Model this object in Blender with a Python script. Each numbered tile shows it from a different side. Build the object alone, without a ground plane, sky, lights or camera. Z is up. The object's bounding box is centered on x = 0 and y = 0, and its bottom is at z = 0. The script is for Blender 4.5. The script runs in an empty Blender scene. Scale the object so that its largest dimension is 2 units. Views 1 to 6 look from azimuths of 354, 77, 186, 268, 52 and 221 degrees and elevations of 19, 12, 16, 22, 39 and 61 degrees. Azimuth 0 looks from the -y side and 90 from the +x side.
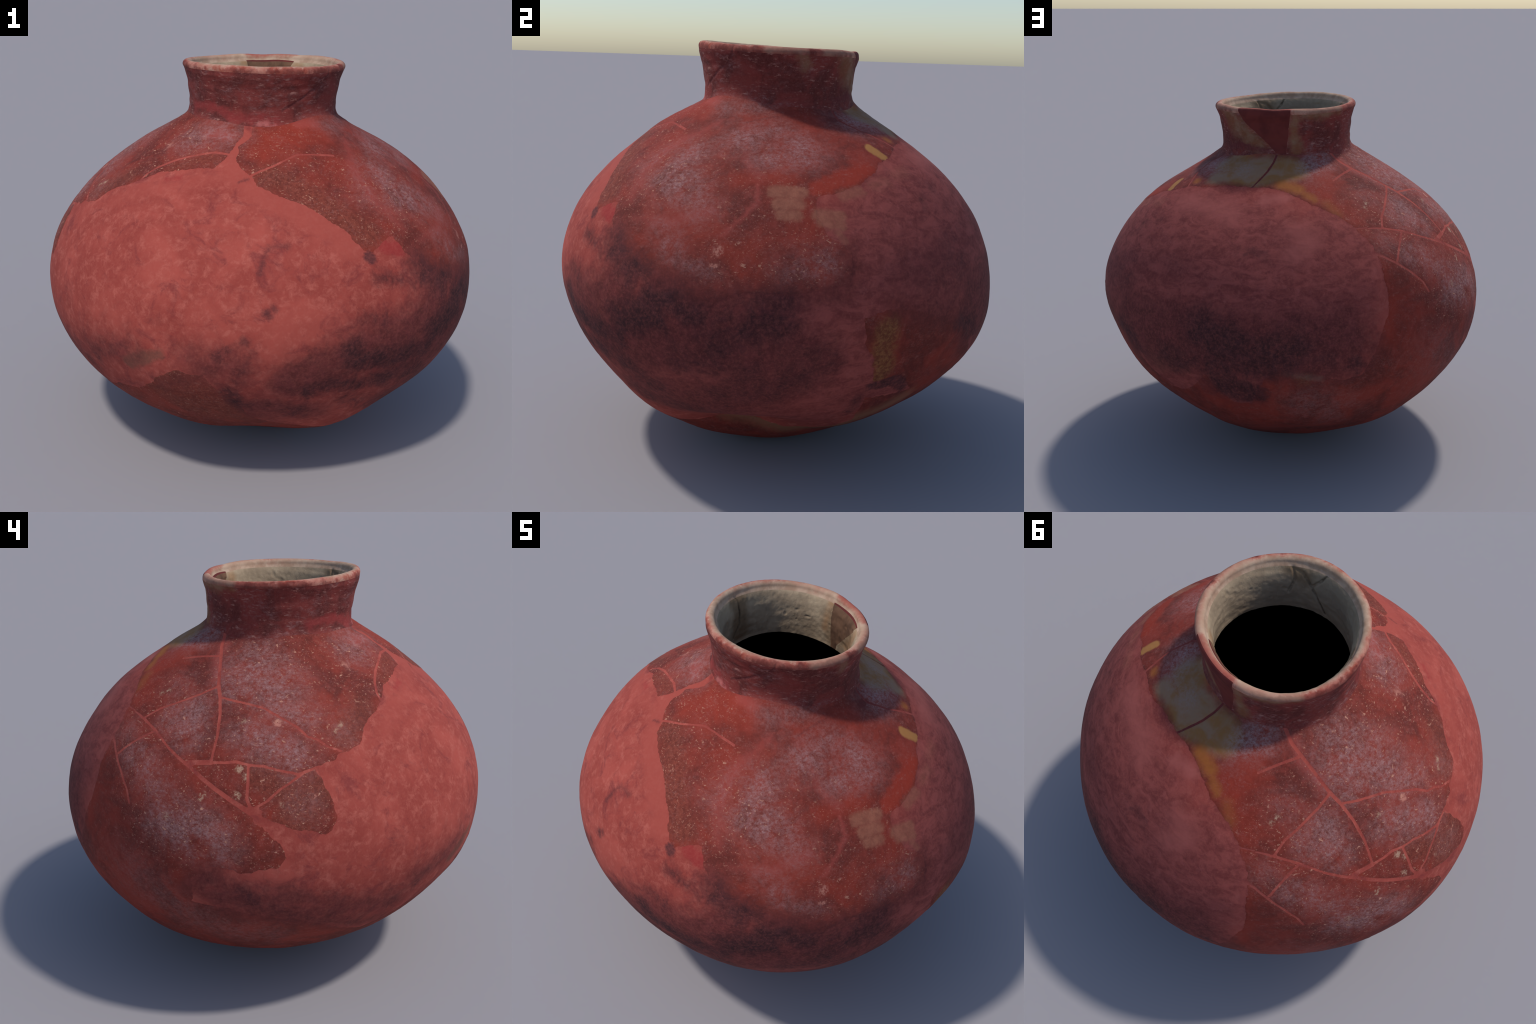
"""A mended earthenware jar: old red-slipped sherds set in pink plaster."""
import bpy, math
import numpy as np

rng = np.random.default_rng(7)
ZC = 0.72                      # height of the belly centre, origin of the polar profile


# ------------------------------------------------------------------ small maths
def smooth(a, b, x):
    t = np.clip((x - a) / (b - a), 0, 1)
    return t * t * (3 - 2 * t)


def spline(k0, k1, v, x):
    """Cubic through evenly spaced values v on [k0, k1]."""
    v = np.asarray(v, float)
    h = (k1 - k0) / (len(v) - 1)
    f = np.clip((x - k0) / h, 0, len(v) - 1 - 1e-9)
    i = f.astype(int)
    t = f - i
    m = np.gradient(v)
    return (v[i] * (2 * t**3 - 3 * t**2 + 1) + m[i] * (t**3 - 2 * t**2 + t)
            + v[i + 1] * (-2 * t**3 + 3 * t**2) + m[i + 1] * (t**3 - t**2))


LATTICE = rng.random((32, 32, 32)) * 2 - 1


def noise(P, scale):
    """Smooth lattice noise in [-1, 1] at points P."""
    q = P * scale + 57.3
    i = np.floor(q).astype(int)
    f = q - i
    f = f * f * (3 - 2 * f)
    out = 0
    for dx in (0, 1):
        for dy in (0, 1):
            for dz in (0, 1):
                w = (f[..., 0] if dx else 1 - f[..., 0]) * (f[..., 1] if dy else 1 - f[..., 1]) \
                    * (f[..., 2] if dz else 1 - f[..., 2])
                out = out + w * LATTICE[(i[..., 0] + dx) & 31, (i[..., 1] + dy) & 31, (i[..., 2] + dz) & 31]
    return out


# ------------------------------------------------------------------ form of the jar
# belly: distance from the centre (0, 0, ZC) against the polar angle measured from the base
BELLY = [0.7180, 0.7245, 0.7322, 0.7371, 0.7507, 0.7723, 0.8121, 0.8631, 0.9126, 0.9549,
         0.9838, 0.9913, 0.9775, 0.9517, 0.9211, 0.8915, 0.8736, 0.8712, 0.8930]
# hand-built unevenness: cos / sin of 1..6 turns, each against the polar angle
LUMPS = [[0.0001, 0.0080, 0.0009, -0.0308, -0.0092, -0.0027, 0.0109, 0.0092, 0.0087, 0.0039, 0.0095],
         [-0.0002, -0.0069, 0.0091, 0.0139, 0.0127, -0.0002, -0.0164, -0.0203, -0.0164, -0.0168, -0.0201],
         [0.0001, -0.0093, -0.0253, -0.0164, -0.0021, 0.0056, 0.0117, 0.0098, 0.0064, -0.0011, -0.0010],
         [-0.0001, -0.0208, -0.0304, -0.0039, -0.0137, -0.0109, -0.0089, -0.0101, 0.0014, 0.0018, -0.0138],
         [0.0000, -0.0177, -0.0388, -0.0262, -0.0051, -0.0050, -0.0028, -0.0026, 0.0006, -0.0013, -0.0030],
         [-0.0001, -0.0157, -0.0220, 0.0213, -0.0078, -0.0074, -0.0060, -0.0012, -0.0018, 0.0000, -0.0140],
         [0.0000, -0.0135, -0.0273, -0.0124, -0.0011, -0.0042, 0.0013, -0.0028, -0.0012, -0.0000, -0.0044],
         [-0.0001, 0.0042, 0.0159, 0.0279, 0.0019, -0.0075, 0.0001, 0.0029, 0.0045, 0.0019, 0.0002],
         [-0.0001, -0.0002, 0.0072, 0.0279, 0.0034, -0.0053, -0.0022, -0.0010, -0.0024, -0.0040, 0.0021],
         [-0.0001, 0.0037, 0.0144, 0.0248, 0.0035, -0.0010, 0.0046, 0.0006, 0.0027, 0.0008, 0.0015],
         [-0.0001, 0.0167, 0.0408, 0.0260, -0.0015, 0.0015, 0.0009, 0.0030, 0.0009, -0.0001, 0.0063],
         [-0.0000, -0.0066, -0.0091, 0.0133, 0.0018, -0.0010, 0.0004, 0.0034, -0.0014, -0.0019, 0.0042]]
PMAX = math.pi * 0.90


def belly(th, ph):
    th, ph = np.broadcast_arrays(np.asarray(th, float), np.asarray(ph, float))
    r = spline(0, PMAX, BELLY, ph)
    s = np.sin(np.minimum(ph, math.pi / 2))
    for k in range(1, 7):
        r = r + s**min(k, 4) * (spline(0, PMAX, LUMPS[2 * k - 2], ph) * np.cos(k * th)
                        + spline(0, PMAX, LUMPS[2 * k - 1], ph) * np.sin(k * th))
    return np.stack([r * np.sin(ph) * np.cos(th), r * np.sin(ph) * np.sin(th), ZC - r * np.cos(ph)], -1)


def on(deg):
    """A point of the belly from (azimuth, polar) in degrees."""
    d = np.radians(np.asarray(deg, float))
    return belly(d[..., 0], d[..., 1])


NECK_Z = np.array([1.53, 1.57, 1.61, 1.65, 1.69, 1.74])
NECK_R = np.array([0.3342, 0.3306, 0.3311, 0.3375, 0.3431, 0.3593])


def neck(th, z):
    th, z = np.broadcast_arrays(np.asarray(th, float), np.asarray(z, float))
    R = np.interp(z, NECK_Z, NECK_R) + 0.003 * np.cos(2 * th) - 0.0054 * np.sin(2 * th) \
        + 0.0018 * np.cos(3 * th) + 0.0011 * np.sin(3 * th)
    return np.stack([0.027 + 0.0551 * (z - 1.64) + R * np.cos(th),
                     -0.0262 - 0.0259 * (z - 1.64) + R * np.sin(th), z], -1)


LIP = 0.0205                   # half thickness of the rolled lip


def lip(th, a, shrink=0.0, drop=0.0):
    """Rolled lip: a is the angle round the lip's own section, 0 outward, 90 up."""
    th, a = np.broadcast_arrays(np.asarray(th, float), np.asarray(a, float))
    R = 0.3405 + 0.0047 * np.cos(2 * th) - 0.0071 * np.sin(2 * th) + 0.0023 * np.cos(3 * th) + 0.0027 * np.sin(3 * th)
    z = 1.7497 - 0.0075 * np.cos(th) - 0.0115 * np.sin(th) - 0.0007 * np.cos(2 * th) + 0.0025 * np.sin(2 * th)
    z = z + 0.0012 * np.sin(11 * th + 1) * smooth(0.5, 0.9, np.cos(th - 1.35))
    r = R + LIP * np.cos(a) - shrink
    return np.stack([0.0296 + r * np.cos(th), -0.0305 + r * np.sin(th), z + LIP * np.sin(a) - drop], -1)


# ------------------------------------------------------------------ the surface grid
COLS, ROWS = 1040, 330
t = np.linspace(0, 2 * np.pi, COLS, endpoint=False)

foot = neck(t, 1.545)                                   # where neck meets shoulder
delta = (np.arctan2(foot[:, 1], foot[:, 0]) - t + np.pi) % (2 * np.pi) - np.pi
scan = np.radians(np.linspace(148, 161.5, 200))
S = belly((t + delta)[None, :], scan[:, None])
N = neck(t[None, :], np.clip(S[..., 2], 1.53, 1.7))
centre = np.array([0.027, -0.0262])
gap = np.linalg.norm(S[..., :2] - centre, axis=-1) - np.linalg.norm(N[..., :2] - centre, axis=-1)
pj = scan[np.argmax(gap < 0.002, axis=0)]
pj = np.where((gap < 0.002).any(0), pj, scan[-1])
ker = np.exp(-np.linspace(-2, 2, 61)**2)
ker /= ker.sum()
pj = np.convolve(np.r_[pj[-30:], pj, pj[:30]], ker, 'valid')

u = np.linspace(0, 1, ROWS)[:, None]
u = u * 0.94 + 0.06 * u**2
ph = np.radians(0.35) + (pj[None, :] - np.radians(0.35)) * u
ramp = smooth(np.radians(105), np.radians(155), ph)
body = belly(t[None, :] + ramp * delta[None, :], ph)
zj = body[-1, :, 2]
NR = 40
un = np.linspace(0, 1, NR + 1)[1:, None]
ztop = lip(t, -0.35)[:, 2]
wall = neck(t[None, :], zj[None, :] + (ztop - 0.004 - zj)[None, :] * un)
LR = 18
arc = np.linspace(-0.35, math.radians(190), LR)[:, None]
roll = lip(t[None, :], arc)
IR = 46                                                  # inner face, down to the shoulder
ui = np.linspace(0, 1, IR + 1)[1:, None]
start = lip(t, math.radians(190))
end_r = 0.289 + 0.004 * np.sin(2 * t + 1)
end = np.stack([0.027 + end_r * np.cos(t), -0.0262 + end_r * np.sin(t), 1.522 + 0.006 * np.sin(3 * t) + 0 * t], -1)
lining = start[None] + (end - start)[None] * ui[..., None]
bow = 0.021 * np.sin(np.pi * np.clip(ui, 0, 1) ** 0.6)
rad = np.stack([np.cos(t), np.sin(t), 0 * t], -1)
lining = lining - rad[None] * bow[..., None]
GRID = np.concatenate([body, wall, roll, lining], 0)
RT = len(GRID)
r_body, r_neck, r_lip = ROWS, ROWS + NR, ROWS + NR + LR

# soft fillets: neck to shoulder (softer at the front) and neck to lip
for r0, width, its in ((ROWS, 9, 14), (r_neck, 4, 3), (r_lip, 4, 3)):
    for _ in range(its):
        w = smooth(0, 1, 1 - np.abs(np.arange(RT) - r0) / width)[1:-1, None, None]
        GRID[1:-1] += 0.5 * w * (0.5 * (GRID[2:] + GRID[:-2]) - GRID[1:-1])

# triangles
ii, jj = np.meshgrid(np.arange(RT - 1), np.arange(COLS), indexing='ij')
a = ii * COLS + jj
b = ii * COLS + (jj + 1) % COLS
c, d = b + COLS, a + COLS
TRI = np.concatenate([np.stack([a, b, c], -1).reshape(-1, 3), np.stack([a, c, d], -1).reshape(-1, 3)])
ZONE = np.concatenate([ii.ravel(), ii.ravel()])
ZONE = np.select([ZONE < r_body - 1, ZONE < r_neck, ZONE < r_lip + 1], [0, 1, 2], 3)   # body, neck, lip, lining
POS = GRID.reshape(-1, 3).copy()
# close the base
POS = np.vstack([POS, [[0, 0, POS[:COLS, 2].mean()]]])
cap = np.stack([np.full(COLS, len(POS) - 1), (np.arange(COLS) + 1) % COLS, np.arange(COLS)], -1)
TRI = np.vstack([TRI, cap])
ZONE = np.r_[ZONE, np.zeros(COLS, int)]


# ------------------------------------------------------------------ sherds, plaster and joints
# joints between sherds: (azimuth, polar) points and half widths in metres
JOINTS = [
    ([(133, 160), (139.1, 154.5), (149, 145.6), (152.6, 140.3), (155.8, 136.1)], 0.010, 0.009),
    ([(155.8, 136.1), (158.3, 130.8), (159.7, 124.7), (159.8, 120.6), (159.8, 117.9)], 0.008, 0.005),
    ([(152.9, 139.6), (147.1, 136.6), (142.1, 134), (137.9, 131.5), (133.7, 129), (130.5, 125.2)], 0.006, 0.006),
    ([(117.5, 126.2), (131, 124.7), (137.9, 122.9), (145.6, 119.4), (150.5, 117.3), (154.6, 115.6)], 0.006, 0.008),
    ([(154.6, 115.6), (158.5, 113.5), (162.5, 111.4), (166.7, 109.3), (170.1, 107.6), (174, 105.6)], 0.008, 0.014),
    ([(129.5, 114.3), (132.1, 117.5), (135, 120.3), (137.8, 122.5)], 0.005, 0.006),
    ([(119.1, 119.2), (125.4, 116), (129.9, 112.9), (133.4, 110.3), (137.1, 106.8), (138.7, 103.9)], 0.006, 0.003),
    ([(155.8, 136.1), (161.7, 135.2), (167.7, 134.4), (173.3, 133.2), (178, 131.0), (-176, 127.7), (-173.1, 124.9),
      (-170, 123.8), (-167.9, 122), (-164, 120.4)], 0.006, 0.005),
    ([(152.8, 116.6), (156, 117.2), (159.9, 117.6)], 0.014, 0.012),
    ([(159.9, 117.6), (163.6, 117.9), (166.6, 118.4), (170.2, 117.8), (174.3, 117.6), (178.4, 116.6), (-176.6, 115.7),
      (-172, 117)], 0.007, 0.007),
    ([(170.2, 117), (170.5, 113.5), (170.5, 110), (171.6, 107.7)], 0.006, 0.009),
    ([(171.5, 107.7), (174, 107.2)], 0.015, 0.010),
    ([(172.1, 107.7), (175.6, 109.7), (178.4, 112.2), (-179.5, 113.4), (-176, 115.6)], 0.005, 0.004),
    ([(-121.4, 144.1), (-133.2, 140.8), (-138.7, 137.7), (-142, 134.3), (-142.5, 131.8)], 0.005, 0.006),
    ([(-121.4, 144.1), (-116, 145.0), (-108, 144.5)], 0.005, 0.008),
    ([(120.7, 146.4), (130.3, 149.2), (142.3, 151.1)], 0.005, 0.008),
    ([(-98.3, 137.5), (-88.7, 140.6), (-77.8, 143.9), (-65.5, 142.9), (-60.1, 142.1)], 0.007, 0.006),
    ([(84, 162), (82.2, 159.2), (81, 155.5), (78.8, 151.3), (76, 147.5), (73, 142.5)], 0.005, 0.0045),
    ([(29, 162), (22, 156), (20, 151), (27, 145), (34, 140), (37, 137)], 0.006, 0.0045),
]
# the border of each group of sherds
UPPER_LEFT = [(-106, 165), (-104.5, 152.5), (-108, 147.6), (-110.5, 143), (-113.3, 139.3), (-119, 139), (-127, 137.3),
              (-135.6, 135.7), (-142.8, 131.6), (-147.4, 129.1), (-151.9, 127.4), (-155, 125), (-157.8, 121),
              (-162.5, 120.4), (-165.1, 120.4), (-166.5, 118.6), (-170.1, 117.6), (-172.5, 117), (-170.8, 114.6),
              (-170.3, 112.3), (-168.8, 109.7), (-168.5, 104.9), (-169.7, 102.8), (-171.8, 102), (-177.7, 103.3),
              (178.9, 104.7), (174, 106.2), (172.2, 105.3), (175.3, 103), (178.5, 100.3), (-179.9, 97), (178, 94.7),
              (170, 93), (163.2, 93.7), (158, 90), (158, 84), (150, 75), (125, 75), (116.8, 87.9), (119.5, 93.2),
              (122.7, 100.6), (123.5, 105.8), (123.5, 112.4), (122.8, 119.5), (118.9, 126.3), (112.8, 131.9),
              (104, 135.9), (92, 141.8), (85, 143.4), (72, 143.3), (48, 139.8), (38.6, 138.5), (30, 140), (20, 165)]
RIGHT = [(20, 165), (30, 150), (40, 139), (34, 137), (27.7, 133.4), (20.8, 132.3), (16.8, 129), (11.7, 126.5),
         (2.3, 123.3), (-4, 122), (-4.5, 117), (-2, 112.5), (2.8, 109),
         (3.1, 105), (1.4, 101.8), (-11, 100.2), (-21.6, 100), (-27.6, 96.6), (-35, 98.4), (-44.2, 102.2), (-50, 105),
         (-55.5, 110), (-57, 112), (-58.5, 116), (-62.8, 115.2), (-66, 113.2), (-68.2, 114.2), (-69.9, 116.6),
         (-70.4, 118.4), (-73.8, 121.6), (-76.8, 124.6), (-82.3, 127.8), (-89.8, 131.3), (-95.8, 134.1), (-97.6, 136.8),
         (-102.4, 139.7), (-105, 143), (-105, 147.6), (-99, 152.3), (-98, 165)]
LOW_BACK = [(11.4, 77), (9.3, 84.9), (6.6, 88.7), (5.1, 95.1), (13.1, 96.9), (25.1, 93.1), (34.4, 92.2), (45.4, 81.6),
            (50, 78), (54, 74), (40, 68), (28.7, 69.6), (19.2, 77.6)]
BASE = [(-139.6, 74), (-131, 75), (-121.7, 83), (-115.8, 86.5), (-109.4, 85.7), (-106.7, 81.5), (-102, 78), (-99, 69),
        (-92, 61), (-75, 54), (-60, 50), (-47, 48.5), (-36, 51), (-22, 48), (-8, 43), (5, 47), (14.2, 57.5), (11.9, 71), (27, 70.8),
        (40, 70), (54, 74), (62, 75.2), (70.6, 82.9), (74.5, 78), (78, 74), (83.9, 74.3), (86.3, 80.8), (90, 87.3),
        (96, 87.4), (102.4, 86.3), (108.8, 83.6), (114.4, 84), (117, 88), (125, 84), (150, 84), (158, 83), (166.7, 82.9),
        (-177.7, 79.8), (-168.6, 75.3), (-155, 67)]


def seg_dist(P, A, B, wa=0.0, wb=0.0):
    ab = B - A
    h = np.clip(((P - A) @ ab) / max(ab @ ab, 1e-12), 0, 1)
    return np.linalg.norm(P - A - h[:, None] * ab, axis=1) - (wa + (wb - wa) * h)


def line_field(P, pts, wa, wb):
    """Distance to a joint running over the surface, minus its half width."""
    Q = on(pts)
    out = np.full(len(P), 9.0)
    n = len(Q) - 1
    for k in range(n):
        lo, hi = np.minimum(Q[k], Q[k + 1]) - 0.08, np.maximum(Q[k], Q[k + 1]) + 0.08
        m = np.flatnonzero(((P > lo) & (P < hi)).all(1))
        if len(m):
            out[m] = np.minimum(out[m], seg_dist(P[m], Q[k], Q[k + 1], wa + (wb - wa) * k / n, wa + (wb - wa) * (k + 1) / n))
    return out


def chart(deg, from_base):
    d = np.radians(np.asarray(deg, float))
    r = d[..., 1] if from_base else np.pi - d[..., 1]
    return np.stack([r * np.cos(d[..., 0]), r * np.sin(d[..., 0])], -1)


def area_field(P, ang, pts, from_base=False):
    """Signed distance to a closed border, positive inside."""
    poly = chart(pts, from_base)
    q = chart(ang, from_base)
    inside = np.zeros(len(P), bool)
    dist = np.full(len(P), 0.09)
    Q = on([(x, min(y, 161)) for x, y in pts])
    for k in range(len(poly)):
        p0, p1 = poly[k - 1], poly[k]
        cond = (p0[1] > q[:, 1]) != (p1[1] > q[:, 1])
        inside ^= cond & (q[:, 0] < (p1[0] - p0[0]) * (q[:, 1] - p0[1]) / (p1[1] - p0[1] + 1e-15) + p0[0])
        # distance measured along the same straight chart line
        for f0, f1 in ((0, .5), (.5, 1)):
            def lift(f):
                c = p0 + (p1 - p0) * f
                r = np.hypot(*c)
                return belly(np.arctan2(c[1], c[0]), min(r if from_base else np.pi - r, PMAX))
            A, B = lift(f0), lift(f1)
            lo, hi = np.minimum(A, B) - 0.09, np.maximum(A, B) + 0.09
            m = np.flatnonzero(((P > lo) & (P < hi)).all(1))
            if len(m):
                dist[m] = np.minimum(dist[m], seg_dist(P[m], A, B))
    return np.where(inside, dist, -dist)


rel = POS - np.array([0, 0, ZC])
ANG = np.degrees(np.stack([np.arctan2(rel[:, 1], rel[:, 0]),
                           np.arccos(np.clip(-rel[:, 2] / np.linalg.norm(rel, axis=1), -1, 1))], -1))
wob = 0.006 * noise(POS, 14) + 0.0045 * noise(POS, 42) + 0.0045 * noise(POS, 95)
is_body = np.zeros(len(POS), bool)
is_body[:ROWS * COLS] = True
is_body[-1] = True
Pb, Ab = POS[is_body], ANG[is_body]
group = np.maximum.reduce([area_field(Pb, Ab, UPPER_LEFT), area_field(Pb, Ab, RIGHT), area_field(Pb, Ab, LOW_BACK),
                           area_field(Pb, Ab, BASE, True)])
joint = np.minimum.reduce([line_field(Pb, p, max(0.8 * w0, 0.0054), max(0.8 * w1, 0.0054)) for p, w0, w1 in JOINTS])
SHERD = np.full(len(POS), 0.05)
GROUP = np.full(len(POS), 0.05)
SHERD[is_body] = np.minimum(group + wob[is_body], joint + 0.13 * wob[is_body])
GROUP[is_body] = group + wob[is_body]
SHERD[np.abs(SHERD) < 2e-4] = 2e-4

# the mended gap in the neck, drawn in (azimuth round the neck, height)
row = np.minimum(np.arange(len(POS)) // COLS, RT)
naz = np.degrees(np.arctan2(POS[:, 1] + 0.0262, POS[:, 0] - 0.027))
lo_az = np.interp(POS[:, 2], [1.50, 1.543, 1.612, 1.687, 1.760], [89, 87, 74, 57.6, 51])
hi_az = np.interp(POS[:, 2], [1.54, 1.76], [95.2, 98.7])
MEND = np.minimum(naz - lo_az, hi_az - naz) * 0.0057 + 0.4 * wob
shut = (row < ROWS) | ((row > r_neck + LR * 0.35) & (row < r_lip)) | (row >= RT)
MEND[shut] = -0.05
MEND[np.abs(MEND) < 2e-4] = 2e-4


# ------------------------------------------------------------------ relief
def normals(P, T):
    fn = np.cross(P[T[:, 1]] - P[T[:, 0]], P[T[:, 2]] - P[T[:, 0]])
    n = np.zeros_like(P)
    for k in range(3):
        for x in range(3):
            n[:, x] += np.bincount(T[:, k], fn[:, x], len(P))
    return n / np.maximum(np.linalg.norm(n, axis=1, keepdims=True), 1e-12)


def neck_line(pts, inside=False):
    """Points given round the neck as (azimuth, height)."""
    q = np.array(pts, float)
    th = np.radians(q[:, 0])
    if inside:
        f = np.clip((1.746 - q[:, 1]) / 0.224, 0, 1)
        r = 0.3205 - 0.0315 * f - 0.021 * np.sin(np.pi * f ** 0.6)
        return np.stack([0.027 + r * np.cos(th), -0.0262 + r * np.sin(th), q[:, 1]], -1)
    return neck(th, q[:, 1])


CRACK_NECK = neck_line([(-45.5, 1.758), (-46.0, 1.736), (-51.7, 1.695), (-60.1, 1.671), (-70.4, 1.629), (-81.6, 1.596)])
CRACK_SHOULDER = on([(82.2, 159.2), (81, 155.5), (78.8, 151.3), (76, 147.5), (73.5, 144.1)])
CRACK_IN = [neck_line(q, True) for q in (
    [(-49.5, 1.765), (-55.1, 1.736), (-63.8, 1.723), (-72.2, 1.669), (-80.2, 1.602), (-87.4, 1.55)],
    [(-55.1, 1.736), (-57.5, 1.69), (-52.6, 1.613)],
    [(-72.2, 1.669), (-78.8, 1.712), (-83.9, 1.75)],
    [(-166, 1.76), (-168.6, 1.73), (-169.1, 1.687), (-168.6, 1.619), (-161, 1.56)])]


def groove(P, Q, width):
    d = np.full(len(P), 9.0)
    for k in range(len(Q) - 1):
        d = np.minimum(d, seg_dist(P, Q[k], Q[k + 1]))
    return np.exp(-(d / width) ** 2)


NRM = normals(POS, TRI)
height = 0.0022 * noise(POS, 5) + 0.0012 * noise(POS, 13) + 0.0004 * noise(POS, 60)
on_body = is_body.astype(float)
height += on_body * (0.0014 * smooth(-0.006, 0.006, SHERD) - 0.0014)
height += on_body * 0.0006 * noise(POS, 110) * smooth(-0.004, 0.004, SHERD)
neck_rows = (row >= ROWS - 10) & (row < RT)
inner = smooth(r_lip - 3, r_lip + 6, row) * (row < RT)
pits = noise(POS * np.array([1, 1, 1.6]), 26)
height += inner * (0.0009 * noise(POS * np.array([1, 1, 2.2]), 17) + 0.0010 * noise(POS, 70) - 0.0035 * smooth(0.62, 0.95, pits)
                   + 0.0006 * noise(POS * np.array([.5, .5, 3]), 22))
height += 0.0016 * neck_rows * noise(POS * np.array([.4, .4, 3]), 16)
for Q, w, dep, near in [(CRACK_NECK, 0.006, 0.0025, (row >= ROWS) & (row < r_lip)), (CRACK_SHOULDER, 0.006, 0.004, row < ROWS + 4)] \
        + [(q, 0.006, 0.006, row > r_lip - 3) for q in CRACK_IN]:
    m = np.flatnonzero(near)
    height[m] -= dep * groove(POS[m], Q, w)
POS = POS + NRM * height[:, None]
POS[:, 2] -= POS[:, 2].min()


# ------------------------------------------------------------------ cutting the skin along the borders
def cut(P, T, zone, fields, key):
    """Split triangles where fields[key] changes sign, so that borders run clean."""
    g = fields[key]
    s = g[T] > 0
    n = s.sum(1)
    keep = (n == 0) | (n == 3)
    M, mz, ms = T[~keep], zone[~keep], s[~keep]
    lone = np.where((ms.sum(1) == 1)[:, None], ms, ~ms).argmax(1)
    M = np.stack([M[np.arange(len(M)), (lone + k) % 3] for k in range(3)], -1)
    e = np.concatenate([M[:, [0, 1]], M[:, [0, 2]]])
    es = np.sort(e, 1)
    uq, inv = np.unique(es[:, 0].astype(np.int64) * len(P) + es[:, 1], return_inverse=True)
    A, B = uq // len(P), uq % len(P)
    w = g[A] / (g[A] - g[B])
    base = len(P)
    P = np.vstack([P, P[A] + (P[B] - P[A]) * w[:, None]])
    out = {}
    for k, f in fields.items():
        v = f[A] + (f[B] - f[A]) * w
        out[k] = np.r_[f, np.zeros(len(A)) if k == key else v]
    i01, i02 = base + inv[:len(M)], base + inv[len(M):]
    T2 = np.vstack([T[keep], np.stack([M[:, 0], i01, i02], -1), np.stack([i01, M[:, 1], M[:, 2]], -1),
                    np.stack([i01, M[:, 2], i02], -1)])
    return P, T2, np.r_[zone[keep], mz, mz, mz], out


F = {'sherd': SHERD, 'mend': MEND, 'group': GROUP}
POS, TRI, ZONE, F = cut(POS, TRI, ZONE, F, 'sherd')
POS, TRI, ZONE, F = cut(POS, TRI, ZONE, F, 'mend')
NRM = normals(POS, TRI)
is_sherd = F['sherd'][TRI].sum(1) > 0
is_mend = F['mend'][TRI].sum(1) > 0
in_group = F['group'][TRI].mean(1) > 0


def islands(T, n):
    """Connected pieces of a set of triangles."""
    lab = np.arange(n)
    while True:
        m = lab[T].min(1)
        new = lab.copy()
        for k in range(3):
            np.minimum.at(new, T[:, k], m)
        new = new[new]
        new = new[new]
        if (new == lab).all():
            return lab[T[:, 0]]
        lab = new


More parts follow.
